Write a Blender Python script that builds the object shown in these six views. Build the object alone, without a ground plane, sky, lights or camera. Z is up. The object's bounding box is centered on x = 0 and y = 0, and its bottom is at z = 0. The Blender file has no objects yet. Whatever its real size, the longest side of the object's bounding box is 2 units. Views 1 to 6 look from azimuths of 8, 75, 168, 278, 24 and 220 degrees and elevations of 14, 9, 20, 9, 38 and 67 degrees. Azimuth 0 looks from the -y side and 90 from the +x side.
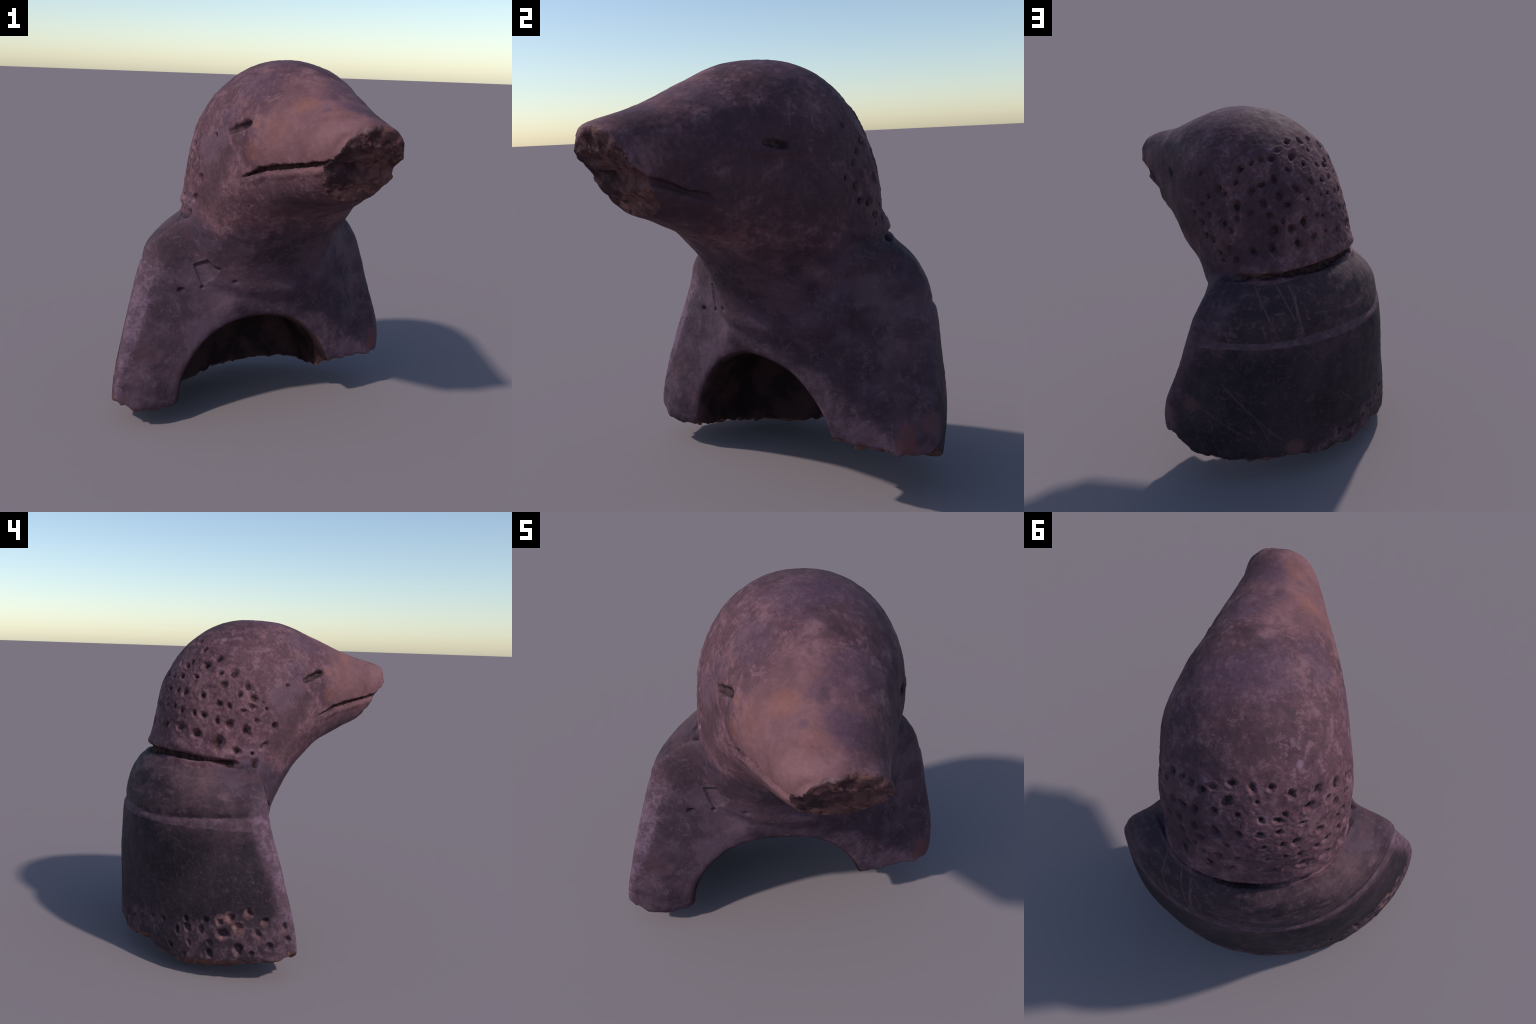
"""A broken piece of dark fired clay: the head of a long-billed bird, its neck growing out of a
half-round collar (the shoulder and wall of a vessel) that is hollow below and open in front.

The body is one implicit solid written in the object's own frame
    l = sideways (bird's left to right seen from the front), f = forward (bill), z = up
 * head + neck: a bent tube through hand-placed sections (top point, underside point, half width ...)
 * collar:      half-elliptical wall with a height profile, closed by a leaning front face
 * hollow:      an arched tunnel kept a wall's thickness away from the outside
It is meshed, subdivided, then carved: groove, ridge, mouth, eyes, stabbed holes, fractures.
"""
import bpy, math
import numpy as np

TURN = math.radians(30.5)                       # the bill points this far from -y towards +x
SIDE = np.array([math.cos(TURN), math.sin(TURN)])
FORE = np.array([math.sin(TURN), -math.cos(TURN)])

# ------------------------------------------------------------------ dimensions
# bill tip -> crown -> nape -> inside the collar:
# top (f, z), underside (f, z), half width, sideways centre, roundness above / below, height of widest place
HEAD = np.array([
    [0.987, 1.728, 0.804, 1.376, 0.171, 0.154, 2.404, 2.504, 0.014],
    [0.941, 1.749, 0.669, 1.333, 0.203, 0.129, 2.351, 2.704, 0.033],
    [0.666, 1.828, 0.586, 1.296, 0.277, 0.129, 2.135, 2.781, 0.030],
    [0.445, 1.918, 0.430, 1.220, 0.341, 0.126, 2.040, 2.732, 0.014],
    [0.204, 1.992, 0.341, 1.122, 0.398, 0.132, 2.144, 2.244, -0.031],
    [-0.088, 1.987, 0.290, 1.048, 0.444, 0.138, 2.100, 2.040, -0.053],
    [-0.327, 1.856, 0.230, 0.965, 0.458, 0.120, 2.139, 2.041, -0.009],
    [-0.488, 1.621, 0.180, 0.888, 0.461, 0.119, 2.028, 2.099, -0.015],
    [-0.539, 1.422, 0.147, 0.830, 0.452, 0.109, 2.017, 2.079, 0.019],
    [-0.573, 1.217, 0.133, 0.765, 0.480, 0.131, 2.087, 2.014, 0.081],
    [-0.605, 1.083, 0.075, 0.707, 0.465, 0.160, 2.105, 1.919, 0.094],
    [-0.597, 0.978, 0.039, 0.634, 0.424, 0.122, 2.103, 1.838, 0.097],
    [-0.570, 0.871, -0.019, 0.549, 0.417, 0.086, 2.100, 1.792, 0.101],
])
# height, half width left, half width right, depth to the back
COLLAR = np.array([
    [0.000, 0.865, 0.789, 0.743],
    [0.300, 0.879, 0.815, 0.741],
    [0.600, 0.820, 0.805, 0.747],
    [0.880, 0.732, 0.777, 0.722],
    [1.000, 0.695, 0.738, 0.702],
    [1.100, 0.586, 0.651, 0.666],
    [1.180, 0.442, 0.498, 0.606],
    [1.240, 0.292, 0.305, 0.490],
])
# height, front face position, how far it falls back at the left / right edge
FRONT = np.array([
    [0.150, 0.078, 0.046, 0.104],
    [0.500, 0.072, 0.066, 0.166],
    [0.850, 0.038, 0.124, 0.287],
    [1.150, 0.008, 0.102, 0.349],
])
# bearing (deg, 0 = back), height of the broken lower edge, how far it dips towards the inside
LOWER_EDGE = np.array([
    [-180.000, 0.130, 0.000],
    [-110.000, 0.125, 0.000],
    [-93.000, 0.200, 0.075],
    [-86.000, 0.172, 0.060],
    [-80.000, 0.150, 0.055],
    [-71.000, 0.137, 0.055],
    [-59.000, 0.108, 0.055],
    [-45.000, 0.095, 0.065],
    [-35.000, 0.112, 0.090],
    [-21.000, 0.155, 0.100],
    [-5.000, 0.122, 0.040],
    [9.000, 0.134, 0.030],
    [22.000, 0.146, 0.030],
    [36.000, 0.168, 0.040],
    [44.000, 0.160, 0.030],
    [55.000, 0.178, 0.020],
    [64.000, 0.175, 0.000],
    [70.000, 0.215, 0.000],
    [75.000, 0.265, 0.000],
    [80.000, 0.270, 0.000],
    [92.000, 0.265, 0.000],
    [180.000, 0.250, 0.000],
])
MISC = [0.107, 0.003, 1.993, 0.031, 0.465, 0.593, 0.07, 0.17, 0.06, 0.16, 0.028, 0.134, 0.034, 0.024]
COLLAR_C, COLLAR_F, COLLAR_N, ARCH_C, ARCH_W, ARCH_TOP = MISC[:6]
FILLET, KEEL, SWELL, SINK = MISC[11], MISC[12], MISC[13], MISC[10]
WALL = 0.20

# holes stabbed into the wet clay: bearing (deg, 0 = back), height, width in cm
NAPE_HOLES = [
    (9, 1.861, 2.9), (-6, 1.854, 3.1), (-20, 1.851, 2.6), (22, 1.826, 3.2), (-32, 1.809, 3.2),
    (-9, 1.806, 2.0), (10, 1.797, 4.2), (28, 1.794, 3.8), (37, 1.793, 3.1), (44, 1.772, 2.7),
    (-49, 1.761, 3.5), (2, 1.748, 2.4), (53, 1.742, 3.4), (17, 1.739, 3.5), (-25, 1.735, 2.6),
    (-11, 1.731, 2.6), (-40, 1.723, 3.8), (-21, 1.717, 3.2), (87, 1.692, 2.1), (28, 1.690, 3.4),
    (-63, 1.683, 4.7), (-53, 1.682, 2.8), (55, 1.672, 2.4), (37, 1.667, 3.1), (-34, 1.659, 2.5),
    (1, 1.659, 2.7), (-20, 1.657, 2.9), (-10, 1.656, 3.3), (14, 1.641, 4.5), (44, 1.632, 3.4),
    (68, 1.630, 3.8), (-109, 1.621, 2.2), (-56, 1.618, 3.7), (63, 1.612, 3.1), (-74, 1.611, 4.1),
    (26, 1.611, 3.4), (-4, 1.585, 2.0), (-12, 1.579, 2.6), (77, 1.577, 2.5), (7, 1.576, 2.2),
    (-21, 1.575, 2.9), (36, 1.572, 3.4), (-28, 1.566, 3.5), (-68, 1.563, 3.1), (21, 1.560, 3.1),
    (-42, 1.554, 3.4), (54, 1.550, 4.8), (-79, 1.540, 3.8), (82, 1.527, 2.8), (44, 1.526, 2.4),
    (-86, 1.522, 1.6), (33, 1.514, 3.1), (-54, 1.513, 3.4), (-61, 1.500, 2.8), (-77, 1.495, 3.4),
    (53, 1.488, 3.1), (-22, 1.487, 2.6), (-89, 1.484, 2.2), (2, 1.482, 2.3), (-13, 1.481, 2.0),
    (75, 1.481, 3.2), (-3, 1.473, 2.0), (25, 1.473, 2.7), (-70, 1.471, 2.5), (90, 1.470, 2.9),
    (-29, 1.464, 3.2), (11, 1.458, 4.5), (-38, 1.454, 2.8), (62, 1.451, 3.5), (-45, 1.439, 3.7),
    (20, 1.431, 4.1), (82, 1.427, 3.6), (30, 1.425, 4.8), (-54, 1.416, 3.1), (57, 1.416, 2.8),
    (-81, 1.413, 2.8), (-62, 1.396, 4.3), (-96, 1.382, 3.5), (-4, 1.382, 2.3), (5, 1.372, 3.8),
    (-16, 1.368, 3.6), (-30, 1.368, 4.4), (78, 1.361, 3.2), (-73, 1.357, 4.7), (17, 1.353, 4.1),
    (71, 1.348, 3.2), (32, 1.340, 3.8), (-42, 1.337, 4.1), (58, 1.326, 2.4), (43, 1.318, 3.4),
    (-55, 1.291, 6.2), (65, 1.286, 3.2), (-86, 1.267, 3.5), (53, 1.262, 2.8), (-67, 1.242, 4.0),
    (63, 1.241, 2.5), (-78, 1.228, 2.2), (-80, 1.173, 4.1),
]
WALL_HOLES = [
    (-74, 0.405, 5.0), (-67, 0.371, 5.5), (-80, 0.365, 4.5), (-57, 0.339, 5.0), (-63, 0.339, 4.5),
    (-87, 0.329, 4.5), (-48, 0.322, 4.4), (-70, 0.322, 6.0), (-36, 0.291, 3.9), (-77, 0.290, 6.0),
    (-26, 0.288, 3.2), (-29, 0.280, 3.1), (-55, 0.279, 5.6), (-64, 0.278, 7.5), (-49, 0.277, 5.6),
    (-18, 0.265, 2.7), (-88, 0.262, 5.0), (-21, 0.255, 3.4), (-44, 0.248, 4.9), (-14, 0.228, 3.6),
    (-81, 0.221, 6.0), (3, 0.220, 4.4), (-59, 0.216, 4.6), (-3, 0.211, 2.3), (-6, 0.211, 4.5),
    (12, 0.210, 4.3), (-32, 0.206, 3.2), (-70, 0.197, 7.5), (-50, 0.192, 3.9), (-75, 0.180, 4.0),
    (-59, 0.154, 5.6), (-41, 0.154, 4.2), (-48, 0.118, 3.6),
]

# carved lines, as (l, f, z)
GROOVE = [(.635, -.20, 1.150), (.614, -.232, 1.157), (.559, -.335, 1.168), (.463, -.468, 1.186), (.339, -.541, 1.194), (.179, -.579, 1.205),
          (.03, -.577, 1.212), (-.125, -.532, 1.212), (-.261, -.432, 1.201), (-.313, -.311, 1.185), (-.348, -.204, 1.168), (-.372, -.137, 1.155)]
MOUTH_LEFT = [(-.229, .350, 1.425), (-.203, .441, 1.460), (-.180, .520, 1.488), (-.150, .60, 1.500), (-.112, .719, 1.521), (-.07, .81, 1.538), (-.03, .90, 1.557)]
MOUTH_RIGHT = [(.435, .427, 1.396), (.409, .51, 1.418), (.377, .618, 1.443), (.341, .719, 1.470), (.324, .813, 1.505), (.300, .92, 1.54)]
EYE_LEFT = [(-.252, .258, 1.645), (-.234, .321, 1.670), (-.208, .395, 1.697)]
EYE_RIGHT = [(.478, .385, 1.639), (.495, .349, 1.631), (.512, .305, 1.622)]


# ------------------------------------------------------------------ small tools
def curve_through(xk, yk, x):
    """smooth curve through the knots xk, yk (rows) evaluated at x"""
    h = np.diff(xk)
    d = np.diff(yk, axis=0) / h[:, None]
    m = np.empty_like(yk)
    m[1:-1] = (d[:-1] * h[1:, None] + d[1:] * h[:-1, None]) / (h[1:] + h[:-1])[:, None]
    m[0], m[-1] = d[0], d[-1]
    i = np.clip(np.searchsorted(xk, x) - 1, 0, len(xk) - 2)
    t = np.clip((x - xk[i]) / h[i], 0, 1)[..., None]
    H = h[i][..., None]
    return ((2*t**3 - 3*t**2 + 1) * yk[i] + (t**3 - 2*t**2 + t) * H * m[i]
            + (-2*t**3 + 3*t**2) * yk[i+1] + (t**3 - t**2) * H * m[i+1])


def smin(a, b, k):
    h = np.maximum(k - np.abs(a - b), 0) / k
    return np.minimum(a, b) - h * h * k * .25


def smax(a, b, k):
    return -smin(-a, -b, k)


def step(e0, e1, x):
    t = np.clip((x - e0) / (e1 - e0), 0, 1)
    return t * t * (3 - 2 * t)


def lattice(ix, iy, iz, seed):
    """repeatable pseudo random numbers 0..1 on an integer lattice"""
    h = (ix.astype(np.int64) * 374761393 + iy.astype(np.int64) * 668265263 + iz.astype(np.int64) * 2147483647 + seed * 974634721) & 0xffffffff
    h = ((h ^ (h >> 13)) * 1274126177) & 0xffffffff
    h = ((h ^ (h >> 16)) * 2246822519) & 0xffffffff
    return ((h ^ (h >> 15)) & 0xffffff) / float(0xffffff)


def noise(P, scale, seed=0, octaves=3):
    """value noise, about -1..1"""
    out, amp, tot = np.zeros(len(P)), 1.0, 0.0
    for o in range(octaves):
        Q = P * scale * 2**o + 17.3 * o
        I = np.floor(Q); T = Q - I; T = T * T * T * (T * (T * 6 - 15) + 10)
        v = 0
        for dx in (0, 1):
            for dy in (0, 1):
                for dz in (0, 1):
                    w = (T[:, 0] if dx else 1 - T[:, 0]) * (T[:, 1] if dy else 1 - T[:, 1]) * (T[:, 2] if dz else 1 - T[:, 2])
                    v = v + w * lattice(I[:, 0] + dx, I[:, 1] + dy, I[:, 2] + dz, seed + o)
        out += amp * (2 * v - 1); tot += amp; amp *= .5
    return out / tot


def chips(P, scale, seed):
    """broken-stone facets: every cell of a cellular pattern is a tilted little plane; about -1..1"""
    Q = P * scale; I = np.floor(Q)
    best = np.full(len(P), 9.0); val = np.zeros(len(P))
    for dx in (-1, 0, 1):
        for dy in (-1, 0, 1):
            for dz in (-1, 0, 1):
                J = I + (dx, dy, dz)
                r = [lattice(J[:, 0], J[:, 1], J[:, 2], seed + k) for k in range(7)]
                D = Q - J - np.stack(r[:3], 1)
                d = (D * D).sum(1)
                v = (r[3] - .5) + ((r[4] - .5) * D[:, 0] + (r[5] - .5) * D[:, 1] + (r[6] - .5) * D[:, 2]) * 1.6
                near = d < best
                best = np.where(near, d, best); val = np.where(near, v, val)
    return val


def path_distance(P, path):
    """distance to a polyline and how far along it (0..1) the nearest place is"""
    path = np.array(path); seg = np.linalg.norm(np.diff(path, axis=0), axis=1); tot = seg.sum()
    best = np.full(len(P), 9.0); along = np.zeros(len(P)); off = np.zeros((len(P), 3)); s0 = 0
    for a, b, L in zip(path[:-1], path[1:], seg):
        t = np.clip(((P - a) @ (b - a)) / (L * L), 0, 1)
        D = P - a - t[:, None] * (b - a); d = np.linalg.norm(D, axis=1)
        near = d < best
        best = np.where(near, d, best); along = np.where(near, (s0 + t * L) / tot, along); off[near] = D[near]
        s0 += L
    return best, along, off


# ------------------------------------------------------------------ the implicit solid
SECTIONS = curve_through(np.arange(len(HEAD), dtype=float), HEAD, np.linspace(0, len(HEAD) - 1, 140))


def find_section(f, z):
    """which section of the bent tube passes through (f, z): two neighbours and a weight"""
    T, B = SECTIONS[:, 0:2], SECTIONS[:, 2:4]
    D = (T - B) / np.linalg.norm(T - B, axis=1)[:, None]
    across = (f[:, None] - B[:, 0]) * -D[:, 1] + (z[:, None] - B[:, 1]) * D[:, 0]
    along = (f[:, None] - B[:, 0]) * D[:, 0] + (z[:, None] - B[:, 1]) * D[:, 1]
    i = np.argmin(np.abs(across) + 3 * np.maximum(-along - .02, 0), 1)
    r = np.arange(len(f)); last = len(SECTIONS) - 1
    j = np.clip(i + np.where(across[r, i] * across[r, np.clip(i + 1, 0, last)] <= 0, 1, -1), 0, last)
    a, b = np.abs(across[r, i]), np.abs(across[r, j])
    w = np.where((across[r, i] * across[r, j] < 0) & (i != j), a / (a + b + 1e-9), 0)
    return i, j, w


class Body:
    """the parts of the implicit solid at points P = (l, f, z)"""
    def __init__(self, P, section=None):
        l, f, z = P.T
        i, j, w = section or find_section(f, z)
        S = SECTIONS[i] * (1 - w)[:, None] + SECTIONS[j] * w[:, None]
        Tf, Tz, Bf, Bz, wide, c, nu, nl, s0 = S.T
        h = np.hypot(Tf - Bf, Tz - Bz) / 2
        s = ((f - Bf) * (Tf - Bf) + (z - Bz) * (Tz - Bz)) / (2 * h * h) - 1
        up = s > s0
        n = np.where(up, nu, nl)
        c = c - KEEL * np.clip(-s, 0, 1.3) * (np.clip((i - 39) / 39, 0, 1) - .45 * np.exp(-((i - 22) / 14)**2))      # the throat leans to one side
        rho = (np.abs((s - s0) / np.where(up, 1 - s0, 1 + s0))**n + np.abs((l - c) / wide)**n)**(1 / n)
        tube = np.where(rho < 1e-3, -np.minimum(h, wide), np.hypot((s - s0) * h, l - c) * (1 - 1 / np.maximum(rho, 1e-6)))
        # the modeller's hand: a few soft swellings and hollows
        swell = lambda cl, cf, cz, r: np.exp(-((l - cl)**2 + (f - cf)**2 + (z - cz)**2) / r**2)
        tube = tube + .022 * swell(.22, .19, .90, .14) - .006 * swell(.24, .52, 1.30, .10) + .010 * swell(-.12, .42, 1.86, .13)
        self.level = s
        # the bill is snapped off along a rough, dished face that steps back below the mouth
        S0 = SECTIONS[0]; D = S0[0:2] - S0[2:4]; L0 = np.linalg.norm(D); D = D / L0
        a = ((f - S0[2]) * D[0] + (z - S0[3]) * D[1]) / L0          # 0 chin .. 1 ridge of the bill
        x = (l - S0[5]) / S0[4]
        dish = .014 * np.exp(-((a - .52) / .22)**2 - (x / .75)**2) + .024 * np.exp(-((a - .44) / .07)**2) - .020 * np.exp(-((a - .72) / .16)**2)
        dish = dish + .028 * np.exp(-((a - .08) / .18)**2)
        near = (np.abs(f - .9) < .25) & (z > 1.2)
        rough = np.zeros(len(l))
        if near.any():
            Q = P[near]
            rough[near] = .004 * chips(Q * (1, 1.0, 1.6), 16, 5) + .003 * chips(Q, 42, 9) + .018 * noise(Q * (1, 1, 1.7), 12, 3, 4) + .008 * noise(Q * (1, 1, 1.4), 38, 4, 2)
        self.snap = (f - S0[2]) * D[1] - (z - S0[3]) * D[0] + dish + rough - .004
        tube = smax(tube, self.snap, .012)
        S1 = SECTIONS[-1]; D = S1[0:2] - S1[2:4]; D = D / np.linalg.norm(D)
        tube = np.maximum(tube, -(f - S1[2]) * D[1] + (z - S1[3]) * D[0])
        self.tube = tube
        # collar
        left, right, back = curve_through(COLLAR[:, 0], COLLAR[:, 1:], z).T
        u = l - COLLAR_C; q = np.minimum(f - COLLAR_F, 0); half = np.where(u < 0, left, right)
        rho = ((np.abs(u) / half)**COLLAR_N + (-q / back)**COLLAR_N)**(1 / COLLAR_N)
        outer = np.where(rho < 1e-3, -.4, np.hypot(u, q) * (1 - 1 / np.maximum(rho, 1e-6)))
        turn = np.degrees(np.arctan2(u, -(f - .05)))
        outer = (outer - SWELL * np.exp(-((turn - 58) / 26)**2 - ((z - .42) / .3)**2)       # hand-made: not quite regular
                 + SINK * np.exp(-((turn + 50) / 26)**2 - ((z - .45) / .25)**2))
        outer = outer - .035 * np.exp(-((turn + 90) / 16)**2 - ((z - .12) / .16)**2)        # foot of the left edge flares
        outer = np.maximum(outer, z - 1.24)
        mid, fall_l, fall_r = curve_through(FRONT[:, 0], FRONT[:, 1:], z).T
        face = (f - mid + np.where(u < 0, fall_l, fall_r) * np.minimum(np.abs(u / half), 1.2)**2
                + .04 * np.exp(-((l - .74) / .15)**2 - ((z - .6) / .26)**2) - .03 * np.exp(-((l - .9) / .08)**2 - ((z - .38) / .15)**2)
                - .045 * np.exp(-((l + .63) / .11)**2 - ((z - .17) / .13)**2) + .022 * np.exp(-((l + .72) / .09)**2 - ((z - .55) / .2)**2)
                - .035 * np.exp(-((l + .13) / .09)**2 - ((z - .68) / .07)**2) - .05 * np.exp(-((l - .56) / .09)**2 - ((z - 1.12) / .09)**2)) * .9   # hollow cheek of the right flank
        self.outer, self.face = outer, face
        self.collar = smax(outer, face, np.where(u < 0, .03, .06 + .08 * np.clip((.9 - z) / .5, 0, 1)))   # crisp left corner, worn right one
        d = smin(tube, self.collar, .012 + FILLET * np.clip((f + .25) / .35, 0, 1))
        # hollow
        zz = np.maximum(z - .1, 0)
        v = np.hypot((l - ARCH_C) / ARCH_W, zz / (ARCH_TOP - .1))
        arch = np.where(v < 1e-3, -.4, np.hypot(l - ARCH_C, zz) * (1 - 1 / np.maximum(v, 1e-6)))
        self.hollow = smax(arch, outer + WALL, .1)
        d = smax(d, -self.hollow, .05)
        # broken lower edge
        bearing = np.degrees(np.arctan2(l - .1, -(f - .05)))
        edge = curve_through(LOWER_EDGE[:, 0], LOWER_EDGE[:, 1:], bearing)
        low = edge[:, 0] - edge[:, 1] * np.clip(-outer / .12, 0, 1)
        jag = np.zeros(len(l)); near = z < .45
        if near.any():
            Q = P[near]
            jag[near] = .014 * noise(Q, 9, 21, 2) + .012 * chips(Q * (1, 1, .5), 15, 31) + .018 * noise(Q, 26, 37, 3)
        self.under = low + jag - z - .006
        self.d = smax(d, self.under, .018)


def polygonize(H, lo, hi):
    """surface nets: one vertex per cell that the surface crosses, quads across crossed grid edges"""
    N = (np.ceil((hi - lo) / H / 4).astype(int)) * 4 + 1
    gl, gf, gz = (lo[k] + H * np.arange(N[k]) for k in range(3))
    F, Z = np.meshgrid(gf, gz, indexing="ij")
    si, sj, sw = (a.reshape(F.shape) for a in find_section(F.ravel(), Z.ravel()))

    def at(I, J, K):
        P = np.stack([gl[I], gf[J], gz[K]], 1)
        return Body(P, (si[J, K], sj[J, K], sw[J, K])).d

    ci = [np.arange(0, n, 4) for n in N]
    I, J, K = (a.ravel() for a in np.meshgrid(*ci, indexing="ij"))
    coarse = at(I, J, K).reshape([len(c) for c in ci])
    near = np.abs(coarse) < 4 * H * 2.6
    fine = np.repeat(np.repeat(np.repeat(coarse, 4, 0), 4, 1), 4, 2)
    mask = np.repeat(np.repeat(np.repeat(near, 4, 0), 4, 1), 4, 2)
    fine = np.roll(fine, (-2, -2, -2), (0, 1, 2))[:N[0], :N[1], :N[2]].copy()
    mask = np.roll(mask, (-2, -2, -2), (0, 1, 2))[:N[0], :N[1], :N[2]]
    I, J, K = np.nonzero(mask)
    for s in range(0, len(I), 400000):
        e = slice(s, s + 400000)
        fine[I[e], J[e], K[e]] = at(I[e], J[e], K[e])
    inside = fine < 0
    corners = [(a, b, c) for a in (0, 1) for b in (0, 1) for c in (0, 1)]
    cut = lambda A, o: A[o[0]:N[0]-1+o[0], o[1]:N[1]-1+o[1], o[2]:N[2]-1+o[2]]
    count = sum(cut(inside, o).astype(np.int8) for o in corners)
    cells = np.nonzero((count > 0) & (count < 8))
    index = np.full(count.shape, -1, np.int64); index[cells] = np.arange(len(cells[0]))
    acc = np.zeros((len(cells[0]), 3)); num = np.zeros(len(cells[0]))
    base = np.stack(cells, 1)
    for a in corners:
        for k in range(3):
            if a[k]: continue
            b = list(a); b[k] = 1
            va = fine[tuple((base + a).T)]; vb = fine[tuple((base + b).T)]
            hit = (va < 0) != (vb < 0)
            t = np.where(hit, va / np.where(hit, va - vb, 1), 0)
            p = np.array(a, float) + np.eye(3)[k] * t[:, None]
            acc[hit] += p[hit]; num[hit] += 1
    verts = lo + H * (base + acc / num[:, None])
    quads = []
    for k in range(3):
        u, v = (k + 1) % 3, (k + 2) % 3
        A = np.take(inside, np.arange(N[k] - 1), k); B = np.take(inside, np.arange(1, N[k]), k)
        E = np.stack(np.nonzero(A != B), 1)
        E = E[(E[:, u] > 0) & (E[:, v] > 0) & (E[:, u] < N[u] - 1) & (E[:, v] < N[v] - 1)]
        eu, ev = np.eye(3, dtype=int)[u], np.eye(3, dtype=int)[v]
        q = np.stack([index[tuple((E - a).T)] for a in (eu * 0, eu, eu + ev, ev)], 1)
        flip = ~A[tuple(E.T)]
        q[flip] = q[flip][:, ::-1]
        quads.append(q)
    quads = np.concatenate(quads)
    return verts, quads[(quads >= 0).all(1)]


def make_mesh(name, verts, quads):
    me = bpy.data.meshes.new(name)
    me.vertices.add(len(verts)); me.vertices.foreach_set("co", verts.astype(np.float32).ravel())
    me.loops.add(quads.size); me.loops.foreach_set("vertex_index", quads.astype(np.int32).ravel())
    me.polygons.add(len(quads)); me.polygons.foreach_set("loop_start", np.arange(0, quads.size, 4, dtype=np.int32))
    me.update(calc_edges=True)
    return me


def read(me):
    v = np.empty(len(me.vertices) * 3, np.float32); me.vertices.foreach_get("co", v)
    n = np.empty(len(me.vertices) * 3, np.float32); me.vertices.foreach_get("normal", n)
    q = np.empty(len(me.loops), np.int32); me.loops.foreach_get("vertex_index", q)
    return v.reshape(-1, 3).astype(float), n.reshape(-1, 3).astype(float), q.reshape(-1, 4)


verts, quads = polygonize(.0105, np.array([-.95, -.87, -.06]), np.array([1.06, 1.16, 2.06]))
block = bpy.data.objects.new("block", make_mesh("block", verts, quads))
bpy.context.scene.collection.objects.link(block)
sub = block.modifiers.new("finer", "SUBSURF"); sub.levels = 1
me = bpy.data.meshes.new_from_object(block.evaluated_get(bpy.context.evaluated_depsgraph_get()))
P, N, Q = read(me)
bpy.data.objects.remove(block)
body = Body(P)
l, f, z = P.T

# ------------------------------------------------------------------ which vertex belongs where (before carving)
on_snap = (body.snap > body.tube - .006) & (f > .6) & (z > 1.25)
on_under = (body.under > -.009) & (body.under > body.collar - .004) & (z < .5)
on_hollow = (body.hollow < .02) & ~on_under
groove_z = np.interp(l, [p[0] for p in GROOVE[::-1]], [p[2] for p in GROOVE[::-1]])
on_tube = body.tube < body.collar - .0
free = ~(on_snap | on_under | on_hollow)
outside = free & (body.outer > body.face) & ~on_tube
nape = free & (z > groove_z) & (f < .15)

# ------------------------------------------------------------------ carving, all along the surface normal
push = np.zeros(len(P))
# hand-smoothed, slightly lumpy skin, rougher where the holes were stabbed
push += .0035 * noise(P, 4, 50, 2) * free
texture_zone = step(.05, -.12, f + .1 * noise(P, 4, 61, 2)) * (z > groove_z - .01) * step(1.93, 1.80, z) * free
push += texture_zone * (.0050 * noise(P, 16, 51, 3) + .0022 * chips(P, 34, 52))
push += .0016 * noise(P, 40, 53, 2) * free
# shallow paring facets on the bill and crown
push += .0030 * noise(P * (1, .35, 1), 9, 57, 2) * step(.0, .3, f) * (z > 1.5) * free


on_hole = np.zeros(len(P), bool)


def stab(holes, centre, where, depth, size, seed):
    """press irregular holes into the surface"""
    global push
    ids = np.nonzero(where)[0]
    b = np.degrees(np.arctan2(l[ids] - centre[0], -(f[ids] - centre[1])))
    R = np.hypot(l[ids] - centre[0], f[ids] - centre[1])
    rng = np.random.default_rng(seed)
    for bear, height, width in holes:
        db = np.radians((b - bear + 180) % 360 - 180) * R
        i = np.argmin(np.hypot(db, z[ids] - height))
        c = P[ids[i]]; n = N[ids[i]]
        near = ids[np.abs(P[ids] - c).max(1) < .08]
        t1 = np.cross(n, (0, 0, 1)); t1 /= np.linalg.norm(t1); t2 = np.cross(t1, n)
        D = P[near] - c
        x, y = D @ t1, D @ t2
        ang = rng.uniform(0, math.pi); x, y = x * math.cos(ang) + y * math.sin(ang), -x * math.sin(ang) + y * math.cos(ang)
        stretch = rng.uniform(.8, 1.25)
        r = np.hypot(x * stretch, y / stretch)
        th = np.arctan2(y, x)
        k = rng.integers(3, 6)
        rad = width * size * (1 + .07 * np.cos(k * th + rng.uniform(0, 6)) + .1 * np.cos(2 * th + rng.uniform(0, 6)))
        q = r / rad
        slant = 1 + .35 * np.clip(y / rad, -1, 1) * rng.choice([-1, 1])
        deep = -depth * width * .01 * rng.uniform(.6, 1.1) * step(1.2, .2, q) * slant
        on_hole[near[q < .55]] = True
        rim = .0015 * np.exp(-((q - 1.3) / .28)**2)
        push[near] = np.where(deep < -.002, np.minimum(push[near], 0) * .3 + np.minimum(push[near], deep), push[near] + rim)


stab(NAPE_HOLES, (.12, 0.), free & (z > 1.1), .66, .0071, 7)
stab(WALL_HOLES, (.10, 0.), outside & (z < .5), .55, .0043, 8)

# the deep cut between the nape and the collar
d, along, off = path_distance(P, GROOVE)
ends = step(.03, .15, along) * step(1, .93, along)
wide = .014 * (1 + .25 * noise(P, 8, 71, 2)) + .003
cutting = step(1.5, .55, d / wide) * ends * free
push += -.032 * cutting
on_groove = (cutting * ends > .72) & free
# nape bulges over the cut
push += .010 * np.exp(-((z - groove_z - .045) / .03)**2) * (nape & on_tube) * step(.0, -.25, f)

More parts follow.
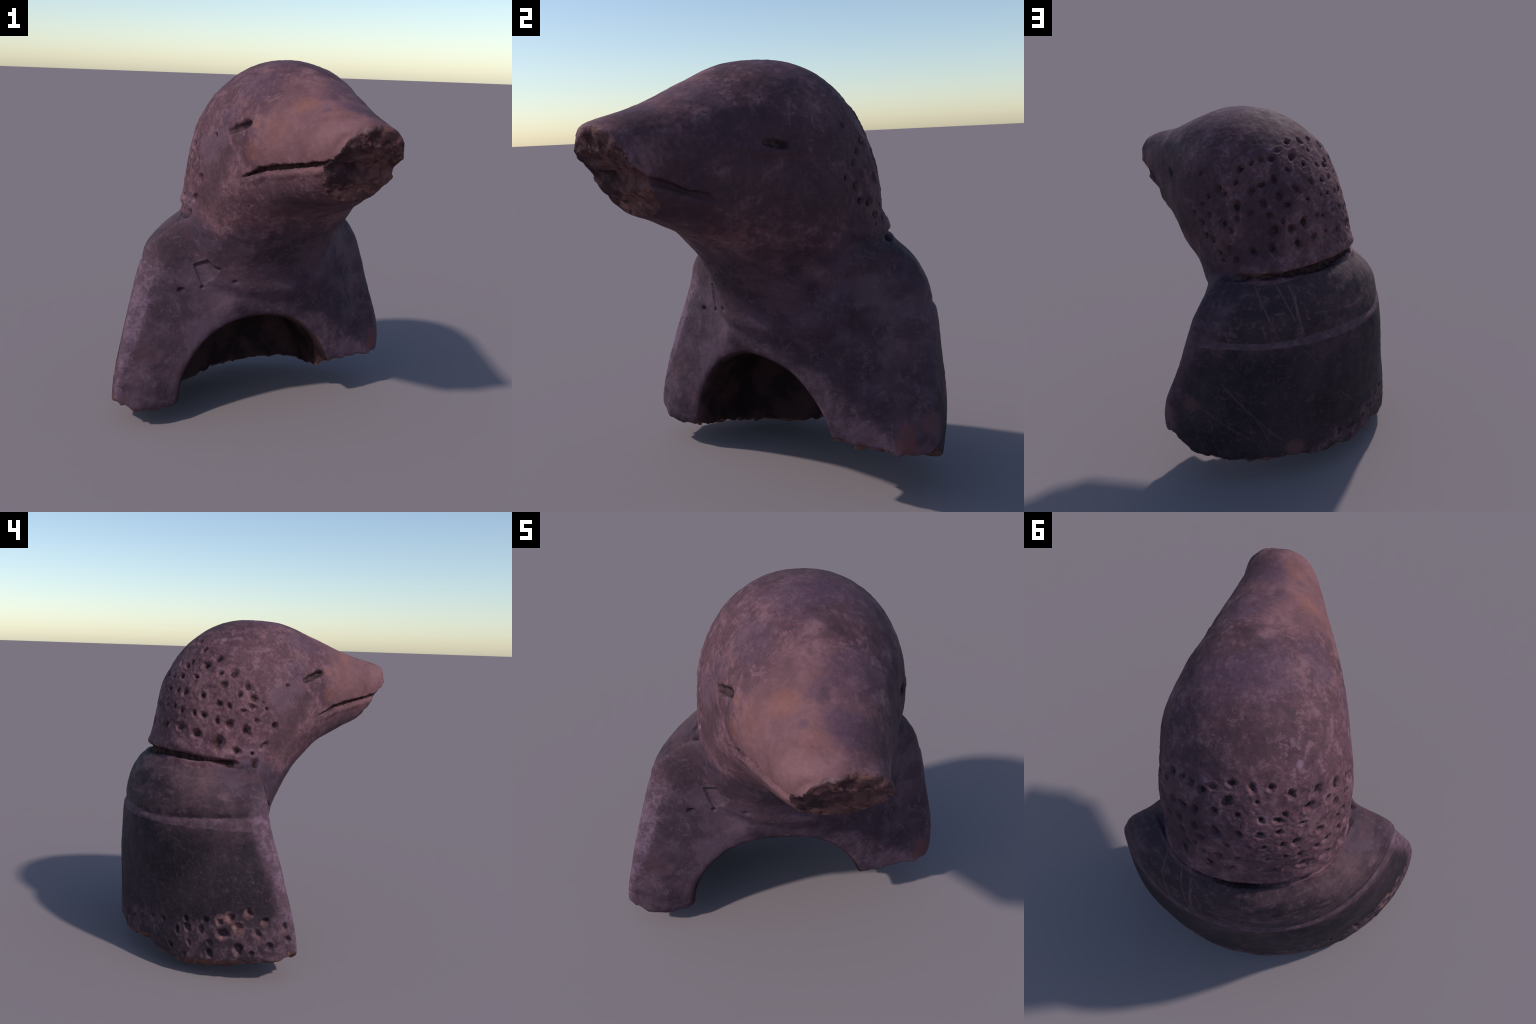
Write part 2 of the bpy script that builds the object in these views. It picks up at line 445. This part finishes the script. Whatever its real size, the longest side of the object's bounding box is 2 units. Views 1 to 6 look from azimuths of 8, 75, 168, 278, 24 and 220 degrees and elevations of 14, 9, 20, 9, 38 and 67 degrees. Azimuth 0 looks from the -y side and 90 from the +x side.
# ridge round the collar: the wall stands proud below a fine step
ridge_z = np.interp(l, [-.65, -.5, -.39, -.22, .03, .17, .39, .54, .68, .80, .9], [.897, .883, .867, .858, .871, .872, .859, .853, .85, .866, .873])
over = z - ridge_z - .004 * noise(P, 7, 81, 2)
fade = outside * step(.015, .05, -body.face + .0)
push += fade * (.006 * step(.010, -.012, over) * step(-.25, -.02, over) - .004 * np.exp(-((over - .018) / .014)**2))

# mouth: an open slit on the left, a worn line on the right
on_mouth = np.zeros(len(P), bool)
for path, wide, deep in ((MOUTH_LEFT, .0115, .036), (MOUTH_RIGHT, .013, .024)):
    d, along, off = path_distance(P, path)
    w = wide * (.45 + .75 * step(.0, .4, along)) * (1 + .75 * noise(P, 17, 91, 3))
    push += -deep * step(1.5, .5, d / w) * step(0, .10, along) * free
    on_mouth |= (step(1.5, .5, d / w) > .86) & (along > .06) & free & (l < .2)
    # lips
    push += (.006 + .006 * noise(P, 22, 93, 3)) * np.exp(-((d - .032) / .018)**2) * (off[:, 2] < 0) * step(0, .2, along) * free
# eyes: slanting slots, deepest at the front end
on_eye = np.zeros(len(P), bool)
for path, wide, deep in ((EYE_LEFT, .026, .036), (EYE_RIGHT, .022, .026)):
    d, along, off = path_distance(P, path)
    w = wide * (.6 + .3 * step(-.1, .5, along) - .25 * step(.85, 1.05, along)) * (1 + .25 * noise(P, 25, 95, 2))
    push += -deep * step(1.35, .15, d / w) * (.5 + .5 * step(0, .8, along)) * free
    on_eye |= (d < w * .8) & free
d, along, off = path_distance(P, [(.55, .22, 1.60), (.47, .42, 1.60), (.43, .53, 1.645)])
push += .008 * np.exp(-(d / .02)**2) * free

# flake lost from the breast, and small dents near it
OUTLINE = [(-.349, -.012, .904), (-.284, .014, .936), (-.255, .03, .905), (-.215, .057, .894), (-.246, .047, .838), (-.299, .012, .780), (-.322, .0, .832)]
o = np.array(OUTLINE)[:, [0, 2]]; inside = np.zeros(len(P), bool)
for a, b in zip(o, np.roll(o, -1, 0)):
    c = (a[1] > z) != (b[1] > z)
    inside ^= c & (l < (b[0] - a[0]) * (z - a[1]) / (b[1] - a[1] + 1e-9) + a[0])
d, _, _ = path_distance(P, OUTLINE + OUTLINE[:1])
front_side = free & (f > -.1) & (z < 1.0) & (z > .7)
push += -(.016 * step(.0, .010, d) * step(.72, .96, z + .25 * d) + .004) * inside * front_side
for c, r, deep in (((-.412, -.012, .764), .020, .018), ((-.144, .107, .819), .020, .012), ((-.299, .012, .777), .016, .016), ((-.357, -.091, 1.17), .03, .022), ((-.327, -.014, 1.281), .025, .016)):
    d = np.linalg.norm((P - c) * (1, 1, 1.3), axis=1)
    push += -deep * step(1.2, .2, d / r * (1 + .3 * noise(P, 30, 97, 1))) * free

P2 = P + N * push[:, None]

# ------------------------------------------------------------------ to the world, and parts by region
W = np.column_stack([P2[:, :2] @ np.stack([SIDE, FORE]), P2[:, 2]])
W[:, 2] = np.maximum(W[:, 2], .003)
# (the side/fore frame is left-handed: turn the faces round)
Q = Q[:, ::-1]
whole = make_mesh("whole", W, Q)
whole.polygons.foreach_set("use_smooth", np.ones(len(Q), bool)); whole.update()
NW = np.empty(len(W) * 3, np.float32); whole.vertices.foreach_get("normal", NW); NW = NW.reshape(-1, 3)

vote = lambda m: m[Q].sum(1) >= 2
REGION = {}
left = np.ones(len(Q), bool)


def region(name, vertex_mask):
    global left
    m = vote(vertex_mask) & left
    REGION[name] = m; left = left & ~m


region("broken_tip", on_snap)
region("broken_edge", on_under)
region("hollow", on_hollow)
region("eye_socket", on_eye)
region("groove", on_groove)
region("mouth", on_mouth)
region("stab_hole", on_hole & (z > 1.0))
region("vessel_wall", outside & (over < .012))
region("collar", (outside | (free & (f < -.05) & ~on_tube)) & (z < groove_z))
region("bill", free & (f > .52) & (z > 1.0))
region("head", free & (z > np.maximum(groove_z * (f < .0), 1.02 + .38 * step(0, .4, f))))
region("neck", free & (z > .86))
region("breast", np.ones(len(P), bool))

# ------------------------------------------------------------------ materials
class Clay:
    """small helper to write a clay material as formulas on node sockets"""
    def __init__(self, name, rough=.75, spec=.14):
        self.mat = bpy.data.materials.new(name); self.mat.use_nodes = True
        self.t = self.mat.node_tree; self.n = self.t.nodes; self.bsdf = self.n["Principled BSDF"]
        self.bsdf.inputs["Roughness"].default_value = rough
        self.bsdf.inputs["Specular IOR Level"].default_value = spec
        self.pos = self.n.new("ShaderNodeTexCoord").outputs["Object"]

    def put(self, socket, value):
        if isinstance(value, bpy.types.NodeSocket): self.t.links.new(value, socket)
        else: socket.default_value = value

    def math(self, op, a, b=0., clamp=False):
        m = self.n.new("ShaderNodeMath"); m.operation = op; m.use_clamp = clamp
        self.put(m.inputs[0], a); self.put(m.inputs[1], b)
        return m.outputs[0]

    def ramp(self, v, e0, e1, lo=0., hi=1.):
        m = self.n.new("ShaderNodeMapRange"); m.interpolation_type = "SMOOTHSTEP"
        self.put(m.inputs["Value"], v)
        for k, x in zip(("From Min", "From Max", "To Min", "To Max"), (e0, e1, lo, hi)): self.put(m.inputs[k], x)
        return m.outputs["Result"]

    def noise(self, scale, detail=4., rough=.55, distort=0., where=None, stretch=None, shift=0.):
        n = self.n.new("ShaderNodeTexNoise")
        v = where or self.pos
        m = self.n.new("ShaderNodeMapping"); m.inputs["Location"].default_value = (shift, shift * .7, -shift)
        m.inputs["Rotation"].default_value = (0, 0, -TURN)
        self.t.links.new(v, m.inputs["Vector"]); v = m.outputs[0]
        if stretch:
            m = self.n.new("ShaderNodeMapping"); m.inputs["Scale"].default_value = stretch
            self.t.links.new(v, m.inputs["Vector"]); v = m.outputs[0]
        self.t.links.new(v, n.inputs["Vector"])
        for k, x in (("Scale", scale), ("Detail", detail), ("Roughness", rough), ("Distortion", distort)): n.inputs[k].default_value = x
        return n.outputs["Fac"]

    def cells(self, scale, feature="F1", out="Distance"):
        n = self.n.new("ShaderNodeTexVoronoi"); n.feature = feature; n.inputs["Scale"].default_value = scale
        self.t.links.new(self.pos, n.inputs["Vector"])
        return n.outputs[out]

    def axis(self, side, fore, up):
        """a coordinate along a direction given in the bird's own frame"""
        d = SIDE * side + FORE * fore
        n = self.n.new("ShaderNodeVectorMath"); n.operation = "DOT_PRODUCT"
        self.t.links.new(self.pos, n.inputs[0]); n.inputs[1].default_value = (d[0], d[1], up)
        return n.outputs["Value"]

    def place(self, l, f, z):
        d = SIDE * l + FORE * f
        return (d[0], d[1], z)

    def spot(self, at, radius, wobble=.5, soft=.6, scale=9.):
        n = self.n.new("ShaderNodeVectorMath"); n.operation = "DISTANCE"
        self.t.links.new(self.pos, n.inputs[0]); n.inputs[1].default_value = self.place(*at)
        d = self.math("ADD", n.outputs["Value"], self.math("MULTIPLY", self.math("SUBTRACT", self.noise(scale, 4, .6), .5), wobble * radius * 2))
        body = self.ramp(d, radius * (1 + soft), radius * (1 - soft))
        return self.ramp(self.math("ADD", body, self.times(self.math("SUBTRACT", self.noise(38, 5, .7, .3, shift=7), .5), 1.1)), .05, 1.05)

    def scratch(self, a, b, width):
        """a thin scored line from a to b"""
        A, B = np.array(self.place(*a)), np.array(self.place(*b)); D = B - A; L = np.linalg.norm(D); D = D / L
        s = self.n.new("ShaderNodeVectorMath"); s.operation = "SUBTRACT"
        self.t.links.new(self.pos, s.inputs[0]); s.inputs[1].default_value = A
        dot = self.n.new("ShaderNodeVectorMath"); dot.operation = "DOT_PRODUCT"
        self.t.links.new(s.outputs[0], dot.inputs[0]); dot.inputs[1].default_value = D
        # across the line, measured along the curved surface: distance to the plane through the line and the outward direction
        R = (A + B) / 2 - np.array([*(SIDE * .1), 0]); R[2] = 0
        n = np.cross(D, R); n = n / np.linalg.norm(n)
        c = self.n.new("ShaderNodeVectorMath"); c.operation = "DOT_PRODUCT"
        self.t.links.new(s.outputs[0], c.inputs[0]); c.inputs[1].default_value = n
        ln = self.n.new("ShaderNodeVectorMath"); ln.operation = "LENGTH"; self.t.links.new(s.outputs[0], ln.inputs[0])
        off = self.math("ADD", self.math("ABSOLUTE", c.outputs["Value"]), self.math("MULTIPLY", self.math("SUBTRACT", self.noise(22, 3), .45), width * 1.6))
        off = self.math("ADD", off, self.ramp(ln.outputs["Value"], L + .05, L + .1))
        m = self.math("MULTIPLY", self.ramp(off, width, width * .3), self.ramp(dot.outputs["Value"], -.01, .02))
        return self.math("MULTIPLY", m, self.ramp(dot.outputs["Value"], L + .01, L - .03))

    def mix(self, fac, a, b):
        m = self.n.new("ShaderNodeMix"); m.data_type = "RGBA"; m.clamp_factor = True
        self.put(m.inputs["Factor"], fac)
        for s, c in ((m.inputs["A"], a), (m.inputs["B"], b)): self.put(s, (*c, 1) if isinstance(c, tuple) else c)
        return m.outputs["Result"]

    def times(self, a, *bs):
        for b in bs: a = self.math("MULTIPLY", a, b)
        return a

    def finish(self, color, bump=.45, size=70., grain=.35, tint=(1, 1, 1)):
        # fine grain: pale dust specks, dark pores, hairline rubbing marks
        fine = self.noise(110, 4, .7)
        color = self.mix(self.times(self.ramp(fine, .56, .78), grain), color, self.mix(.5, color, (.36, .27, .28)))
        color = self.mix(self.times(self.ramp(self.noise(60, 3, .6, shift=4), .62, .74), grain * 1.2), color, self.mix(.6, color, (.016, .012, .016)))
        hair = self.ramp(self.math("ABSOLUTE", self.math("SUBTRACT", self.noise(7, 2, .5, 1.2, stretch=(1, 1, .5), shift=9), .5)), .006, .001)
        color = self.mix(self.times(hair, self.ramp(self.noise(3, 2, shift=3), .5, .65), .12), color, self.mix(.4, color, (.34, .27, .28)))
        k = self.n.new("ShaderNodeMix"); k.data_type = "RGBA"; k.blend_type = "MULTIPLY"; k.inputs["Factor"].default_value = 1
        self.put(k.inputs["A"], color); k.inputs["B"].default_value = (*tint, 1)
        self.put(self.bsdf.inputs["Base Color"], k.outputs["Result"])
        h = self.math("ADD", self.times(self.noise(size, 5, .65), .7), self.times(self.noise(size * 3.1, 3, .6), .4))
        b = self.n.new("ShaderNodeBump"); b.inputs["Strength"].default_value = bump; b.inputs["Distance"].default_value = .006
        self.t.links.new(h, b.inputs["Height"]); self.t.links.new(b.outputs["Normal"], self.bsdf.inputs["Normal"])
        self.put(self.bsdf.inputs["Roughness"], self.ramp(self.noise(12, 4), .3, .7, .62, .82))
        return self.mat


def breast_colour(c):
    """thin mauve-grey smoke over the front, shared by every part that meets there; left edge lightened for its sunlit bevel"""
    blend = c.math("ADD", c.times(c.noise(2.6, 5, .6), .5), c.times(c.noise(7.5, 6, .62, .4, shift=2), .5))
    film = c.math("ADD", c.times(c.noise(14, 8, .72, .5, shift=31), .6), c.times(c.noise(45, 6, .7, shift=33), .4))
    col = c.mix(c.ramp(blend, .42, .60), (.042, .029, .036), (.088, .062, .074))
    col = c.mix(c.times(c.ramp(c.noise(5, 5, .6, shift=21), .52, .66), .6), col, (.070, .042, .045))
    col = c.mix(c.times(c.ramp(film, .475, .42), .4), col, (.125, .090, .102))
    lit_bevel = c.math("ADD", c.axis(-1, .6, .45), c.times(c.math("SUBTRACT", c.noise(7.5, 6, .62, .4, shift=2), .5), .12))
    col = c.mix(c.times(c.ramp(lit_bevel, .865, .91), c.ramp(c.axis(0, 0, 1), 1.0, .9), .65), col, c.mix(c.ramp(film, .43, .55), (.19, .14, .165), (.095, .068, .080)))  # pale strip paints the sun on the left bevel
    return col


def to_front(c, col, off=0.):
    """turn a side material into the front's colour before the corner is reached"""
    e = c.math("ADD", c.axis(0, 1, .285), c.times(c.math("SUBTRACT", c.noise(9, 6, .65, shift=8), .5), .10))
    e = c.math("ADD", e, c.times(c.ramp(c.axis(1, 0, 0), .3, .7), .14))      # the right corner is broader
    return c.mix(c.ramp(e, -.10 + off, -.02 + off), col, breast_colour(c))


# --- skin of head, neck and breast: one continuous material
c = Clay("smoked_clay_skin")
broad, mott, fleck = c.noise(2.6, 5, .6), c.noise(7.5, 6, .62, .4, shift=2), c.noise(19, 5, .65, shift=5)
streak = c.noise(10, 5, .65, .2, stretch=(1, .16, .5), shift=14)      # drawn out along the bill by the smoothing hand
blend = c.math("ADD", c.math("ADD", c.times(broad, .34), c.times(mott, .26)), c.math("ADD", c.times(fleck, .16), c.times(streak, .24)))
col = c.mix(c.ramp(blend, .40, .50), (.072, .041, .047), (.118, .066, .068))
col = c.mix(c.ramp(blend, .49, .61), col, (.185, .112, .104))
# rubbed: brown smoke film worn off in ragged patches, down to a paler pinkish body
film = c.math("ADD", c.times(c.noise(14, 8, .72, .5, shift=31), .6), c.times(c.noise(45, 6, .7, shift=33), .4))
col = c.mix(c.times(c.ramp(film, .51, .56), .70), col, (.070, .045, .044))
col = c.mix(c.times(c.ramp(film, .48, .43), .60), col, (.215, .140, .135))
fwd, up, side = c.axis(0, 1, 0), c.axis(0, 0, 1), c.axis(1, 0, 0)
# the bill and the left cheek are the better fired, tan part
tan = c.times(c.ramp(c.math("ADD", fwd, c.times(c.math("SUBTRACT", broad, .5), .5)), .30, .62), c.ramp(side, .34, .06), c.ramp(up, 1.40, 1.56))
col = c.mix(c.times(tan, .75), col, c.mix(c.ramp(mott, .35, .65), (.170, .094, .085), (.222, .126, .110)))
# orange scorches
for at, r, k in (((-.03, .63, 1.79), .06, .4), ((-.205, .455, 1.57), .05, .3), ((-.19, .45, 1.70), .03, .35), ((-.1, .56, 1.66), .10, .2), ((.06, .83, 1.74), .08, .2)):
    col = c.mix(c.times(c.spot(at, r), k), col, (.25, .115, .058))
# violet-grey smoke clouds on the bill ridge and crown
for at, r, k in (((.17, .80, 1.785), .085, .6), ((.11, .64, 1.835), .05, .45), ((.02, .755, 1.78), .02, .4), ((.24, .55, 1.82), .12, .4), ((.10, .15, 1.99), .16, .45), ((-.12, .28, 1.87), .11, .4), ((.3, .1, 1.95), .15, .35), ((-.25, .22, 1.70), .07, .4), ((.02, .68, 1.56), .03, .5)):
    col = c.mix(c.times(c.spot(at, r, .9), k), col, (.078, .054, .078))
# darker crown and right flank, darker patches below the cheek and down the throat
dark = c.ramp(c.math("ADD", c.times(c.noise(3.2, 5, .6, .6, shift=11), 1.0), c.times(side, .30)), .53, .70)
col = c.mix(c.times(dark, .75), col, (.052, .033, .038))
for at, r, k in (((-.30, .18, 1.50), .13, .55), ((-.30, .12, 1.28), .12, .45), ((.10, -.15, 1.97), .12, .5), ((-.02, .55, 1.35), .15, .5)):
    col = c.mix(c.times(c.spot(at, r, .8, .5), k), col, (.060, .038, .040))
# pale rubbed places
for at, r, k in (((-.33, .10, 1.56), .10, .3), ((-.29, .21, 1.60), .05, .25), ((-.10, -.20, 1.875), .018, .9), ((.287, -.31, 1.837), .014, 1.), ((-.36, -.1, 1.2), .1, .3)):
    col = c.mix(c.times(c.spot(at, r, .9), k), col, (.21, .145, .165))
# breast and flanks: thinner, mauve-grey smoke; its edge wanders
shoulder = c.times(c.math("MAXIMUM", c.math("SUBTRACT", c.math("ABSOLUTE", c.math("SUBTRACT", side, .11)), .36), 0.), -1.6)
low = c.math("ADD", c.math("ADD", up, shoulder), c.math("ADD", c.times(c.math("SUBTRACT", broad, .5), .5), c.times(fwd, -.25)))
breast = breast_colour(c)
col = c.mix(c.ramp(low, 1.16, .98), col, breast)
rust = c.times(c.spot((.88, -.05, .33), .085, .9), .7)
col = c.mix(rust, col, (.13, .058, .048))
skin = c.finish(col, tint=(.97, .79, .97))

# --- collar: burnished shoulder between the deep cut and the ridge
c = Clay("collar_clay", .65, .16)
band, mott = c.noise(4, 5, .6, .3, stretch=(.8, .8, 3.0), shift=1), c.noise(11, 5, .65, shift=6)
blend = c.math("ADD", c.times(band, .65), c.times(mott, .35))
col = c.mix(c.ramp(blend, .42, .52), (.031, .023, .028), (.062, .043, .046))
col = c.mix(c.ramp(blend, .53, .64), col, (.125, .082, .082))
col = c.mix(c.times(c.spot((-.33, -.42, 1.10), .16, .8), .5), col, (.13, .085, .083))
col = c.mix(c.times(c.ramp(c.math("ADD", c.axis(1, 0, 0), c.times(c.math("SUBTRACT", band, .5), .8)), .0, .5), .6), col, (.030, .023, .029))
film = c.math("ADD", c.times(c.noise(16, 8, .72, .5, shift=31), .6), c.times(c.noise(45, 6, .7, shift=33), .4))
col = c.mix(c.times(c.ramp(film, .48, .42), .5), col, (.125, .085, .088))
col = c.mix(c.times(c.ramp(film, .52, .58), .4), col, (.032, .024, .027))
col = to_front(c, col, .06)
for a, b, w in (((.517, -.435, 1.152), (.511, -.612, .903), .006), ((.433, -.513, 1.152), (.406, -.651, .96), .007), ((.377, -.555, 1.15), (.377, -.68, .884), .011), ((.36, -.57, 1.14), (.40, -.655, .97), .006), ((.30, -.66, 1.0), (.17, -.71, .985), .004)):
    col = c.mix(c.times(c.scratch(a, b, w), .45), col, (.15, .10, .105))
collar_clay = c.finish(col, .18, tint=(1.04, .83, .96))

# --- wall: nearly black, burnished; pale lime and bare clay along ridge, rim and left edge
c = Clay("smoked_wall", .6, .16)
broad, mott, fleck = c.noise(2.5, 5, .6, shift=3), c.noise(9, 6, .65, .3, shift=8), c.noise(24, 5, .7, shift=5)
up, side, fwd = c.axis(0, 0, 1), c.axis(1, 0, 0), c.axis(0, 1, 0)
col = c.mix(c.ramp(broad, .38, .62), (.020, .016, .020), (.036, .029, .033))
col = c.mix(c.times(c.ramp(fleck, .56, .68), c.ramp(mott, .45, .6), .6), col, (.060, .044, .044))
ridge = c.math("ADD", up, c.math("ADD", c.times(side, -.0), c.times(c.math("SUBTRACT", mott, .5), .03)))
col = c.mix(c.times(c.ramp(ridge, .832, .842), .85), col, c.mix(c.ramp(fleck, .4, .6), (.072, .052, .060), (.125, .090, .102)))
col = c.mix(c.times(c.ramp(c.math("ADD", up, c.times(c.math("SUBTRACT", broad, .5), .5)), .70, .86), c.ramp(mott, .42, .56), .5), col, (.075, .050, .052))
rim = c.math("ADD", up, c.math("ADD", c.times(c.math("SUBTRACT", mott, .5), .30), c.times(side, .12)))
lime = c.mix(c.ramp(fleck, .40, .62), (.050, .036, .040), (.125, .088, .096))
col = c.mix(c.times(c.ramp(rim, .30, .20), c.ramp(side, .75, .2), .85), col, c.mix(c.ramp(c.noise(6, 4, .6, shift=13), .45, .56), (.034, .026, .030), lime))
film = c.math("ADD", c.times(c.noise(18, 8, .72, .5, shift=31), .6), c.times(c.noise(55, 6, .7, shift=33), .4))
col = c.mix(c.times(c.ramp(film, .47, .42), .35), col, (.080, .058, .060))
edge = c.math("ADD", c.axis(-.55, 1, .12), c.times(c.math("SUBTRACT", mott, .5), .30))
col = c.mix(c.times(c.ramp(edge, .30, .45), .75), col, c.mix(c.ramp(film, .42, .56), (.13, .092, .105), (.050, .035, .039)))
# bare clay showing in and round some of the stabbed holes
for at, r, k in (((-.66, -.33, .365), .035, .95), ((-.625, -.37, .345), .033, .8), ((-.69, -.285, .315), .040, .95), ((-.645, -.37, .265), .036, 1.), ((-.70, -.233, .395), .030, .6), ((-.74, -.19, .28), .034, .6), ((-.765, -.05, .32), .028, .6), ((-.70, -.285, .185), .03, .35), ((-.56, -.46, .265), .026, .4), ((-.74, -.15, .35), .024, .5)):
    col = c.mix(c.times(c.spot(at, r, .7, .4, 22), k), col, c.mix(c.ramp(fleck, .4, .6), (.085, .056, .052), (.175, .110, .092)))
for a, b, w in (((.856, -.309, .523), (.646, -.554, .299), .007), ((.764, -.43, .649), (.468, -.655, .237), .008), ((.17, -.741, .512), (-.021, -.724, .333), .005), ((.62, -.57, .42), (.56, -.61, .26), .006), ((.40, -.68, .82), (.33, -.70, .75), .006)):
    col = c.mix(c.times(c.scratch(a, b, w), .38), col, (.10, .072, .080))
col = to_front(c, col, .11)
for at, r, k in (((.87, -.29, .50), .05, .5), ((.43, -.67, .20), .06, .7), ((.92, -.10, .40), .06, .6)):
    col = c.mix(c.times(c.spot(at, r, .9), k), col, (.12, .065, .062))
wall_clay = c.finish(col, .15, tint=(1.08, .84, 1.0))

# --- fractures: coarse, grainy, reddish core
c = Clay("broken_core", .9, .05)
mott, fleck = c.noise(9, 6, .7, .5), c.noise(26, 5, .7, shift=4)
col = c.mix(c.ramp(mott, .38, .58), (.044, .026, .027), (.115, .066, .058))
col = c.mix(c.times(c.ramp(fleck, .5, .64), .7), col, (.175, .105, .085))
col = c.mix(c.times(c.ramp(c.noise(15, 3, .5, .6, shift=17), .60, .66), .7), col, (.24, .135, .105))
col = c.mix(c.times(c.spot((.02, .88, 1.56), .11, .8), .75), col, (.026, .019, .022))
col = c.mix(c.times(c.ramp(c.math("ADD", c.axis(-.35, 0, 1), c.times(mott, .1)), 1.69, 1.75), c.ramp(c.axis(1, 0, 0), .16, .08), .7), col, (.23, .165, .17))
core = c.finish(col, .6, 60, .5, tint=(1.04, .86, .98))

c = Clay("fired_red_edge", .9, .05)
mott, fleck = c.noise(9, 6, .7, .5), c.noise(26, 5, .7, shift=4)
col = c.mix(c.ramp(mott, .36, .60), (.060, .034, .036), (.150, .070, .060))
col = c.mix(c.times(c.ramp(fleck, .5, .64), .6), col, (.19, .105, .095))
red_edge = c.finish(col, .5, 60, .4)

c = Clay("dark_hollow", .9, .03)
col = c.mix(c.ramp(c.noise(5, 5, .6), .4, .62), (.024, .018, .020), (.055, .034, .034))
dark_hollow_clay = c.finish(col, .3, grain=.1, tint=(1, .85, .9))

c = Clay("shade_painted_cut", .9, .03)
col = c.mix(c.ramp(c.noise(30, 4, .6), .42, .58), (.026, .018, .018), (.060, .038, .034))  # near-black base colour bakes the shade of groove and mouth into their floors
cut_shade = c.finish(col, .4, grain=.08, tint=(1.05, .85, .9))

c = Clay("dark_eye_slot", .9, .05)
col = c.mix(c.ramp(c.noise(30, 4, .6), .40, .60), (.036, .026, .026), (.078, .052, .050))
dark_eye_slot = c.finish(col, .4, grain=.15, tint=(.97, .82, .95))

c = Clay("dark_hole_floor", .9, .03)
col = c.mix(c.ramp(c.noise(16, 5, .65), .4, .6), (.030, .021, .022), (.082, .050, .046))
dark_hole_floor = c.finish(col, .4, grain=.15, tint=(1.0, .86, .94))

MATERIAL = dict(groove=cut_shade, mouth=cut_shade, stab_hole=dark_hole_floor, broken_tip=core, broken_edge=red_edge, hollow=dark_hollow_clay, eye_socket=dark_eye_slot, vessel_wall=wall_clay, collar=collar_clay,
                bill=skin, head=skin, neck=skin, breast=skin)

# ------------------------------------------------------------------ objects
root = bpy.data.objects.new("clay_bird_head", None)
bpy.context.scene.collection.objects.link(root)
root["label"] = "broken dark clay bird head on a hollow half-round vessel collar"
root["category"] = "pottery fragment"
PARENT = {"groove": "collar", "mouth": "head", "stab_hole": "head", "bill": "head", "eye_socket": "head", "broken_edge": "vessel_wall", "hollow": "vessel_wall"}
objects = {}


def part(name, faces):
    ids, inv = np.unique(Q[faces], return_inverse=True)
    me = make_mesh(name, W[ids], inv.reshape(-1, 4))
    me.polygons.foreach_set("use_smooth", np.ones(len(me.polygons), bool))
    me.normals_split_custom_set_from_vertices([tuple(v) for v in NW[ids]])
    me.materials.append(MATERIAL[name])
    ob = bpy.data.objects.new(name, me)
    bpy.context.scene.collection.objects.link(ob)
    return ob


mid = np.array([W[Q[:, k]] for k in range(4)]).mean(0)[:, :2] @ SIDE
for name, m in REGION.items():
    if name == "eye_socket":
        objects[name] = part(name, m & (mid < .1)); extra = part(name, m & (mid >= .1)); extra.parent = None
        objects["second"] = extra
    else:
        objects[name] = part(name, m)
PARENT["second"] = "head"; PARENT["broken_tip"] = "head"
objects["stab_hole"]["kind"] = "stuff"
for name, ob in objects.items():
    ob.parent = objects[PARENT[name]] if name in PARENT else root
bpy.data.meshes.remove(whole); bpy.data.meshes.remove(me)
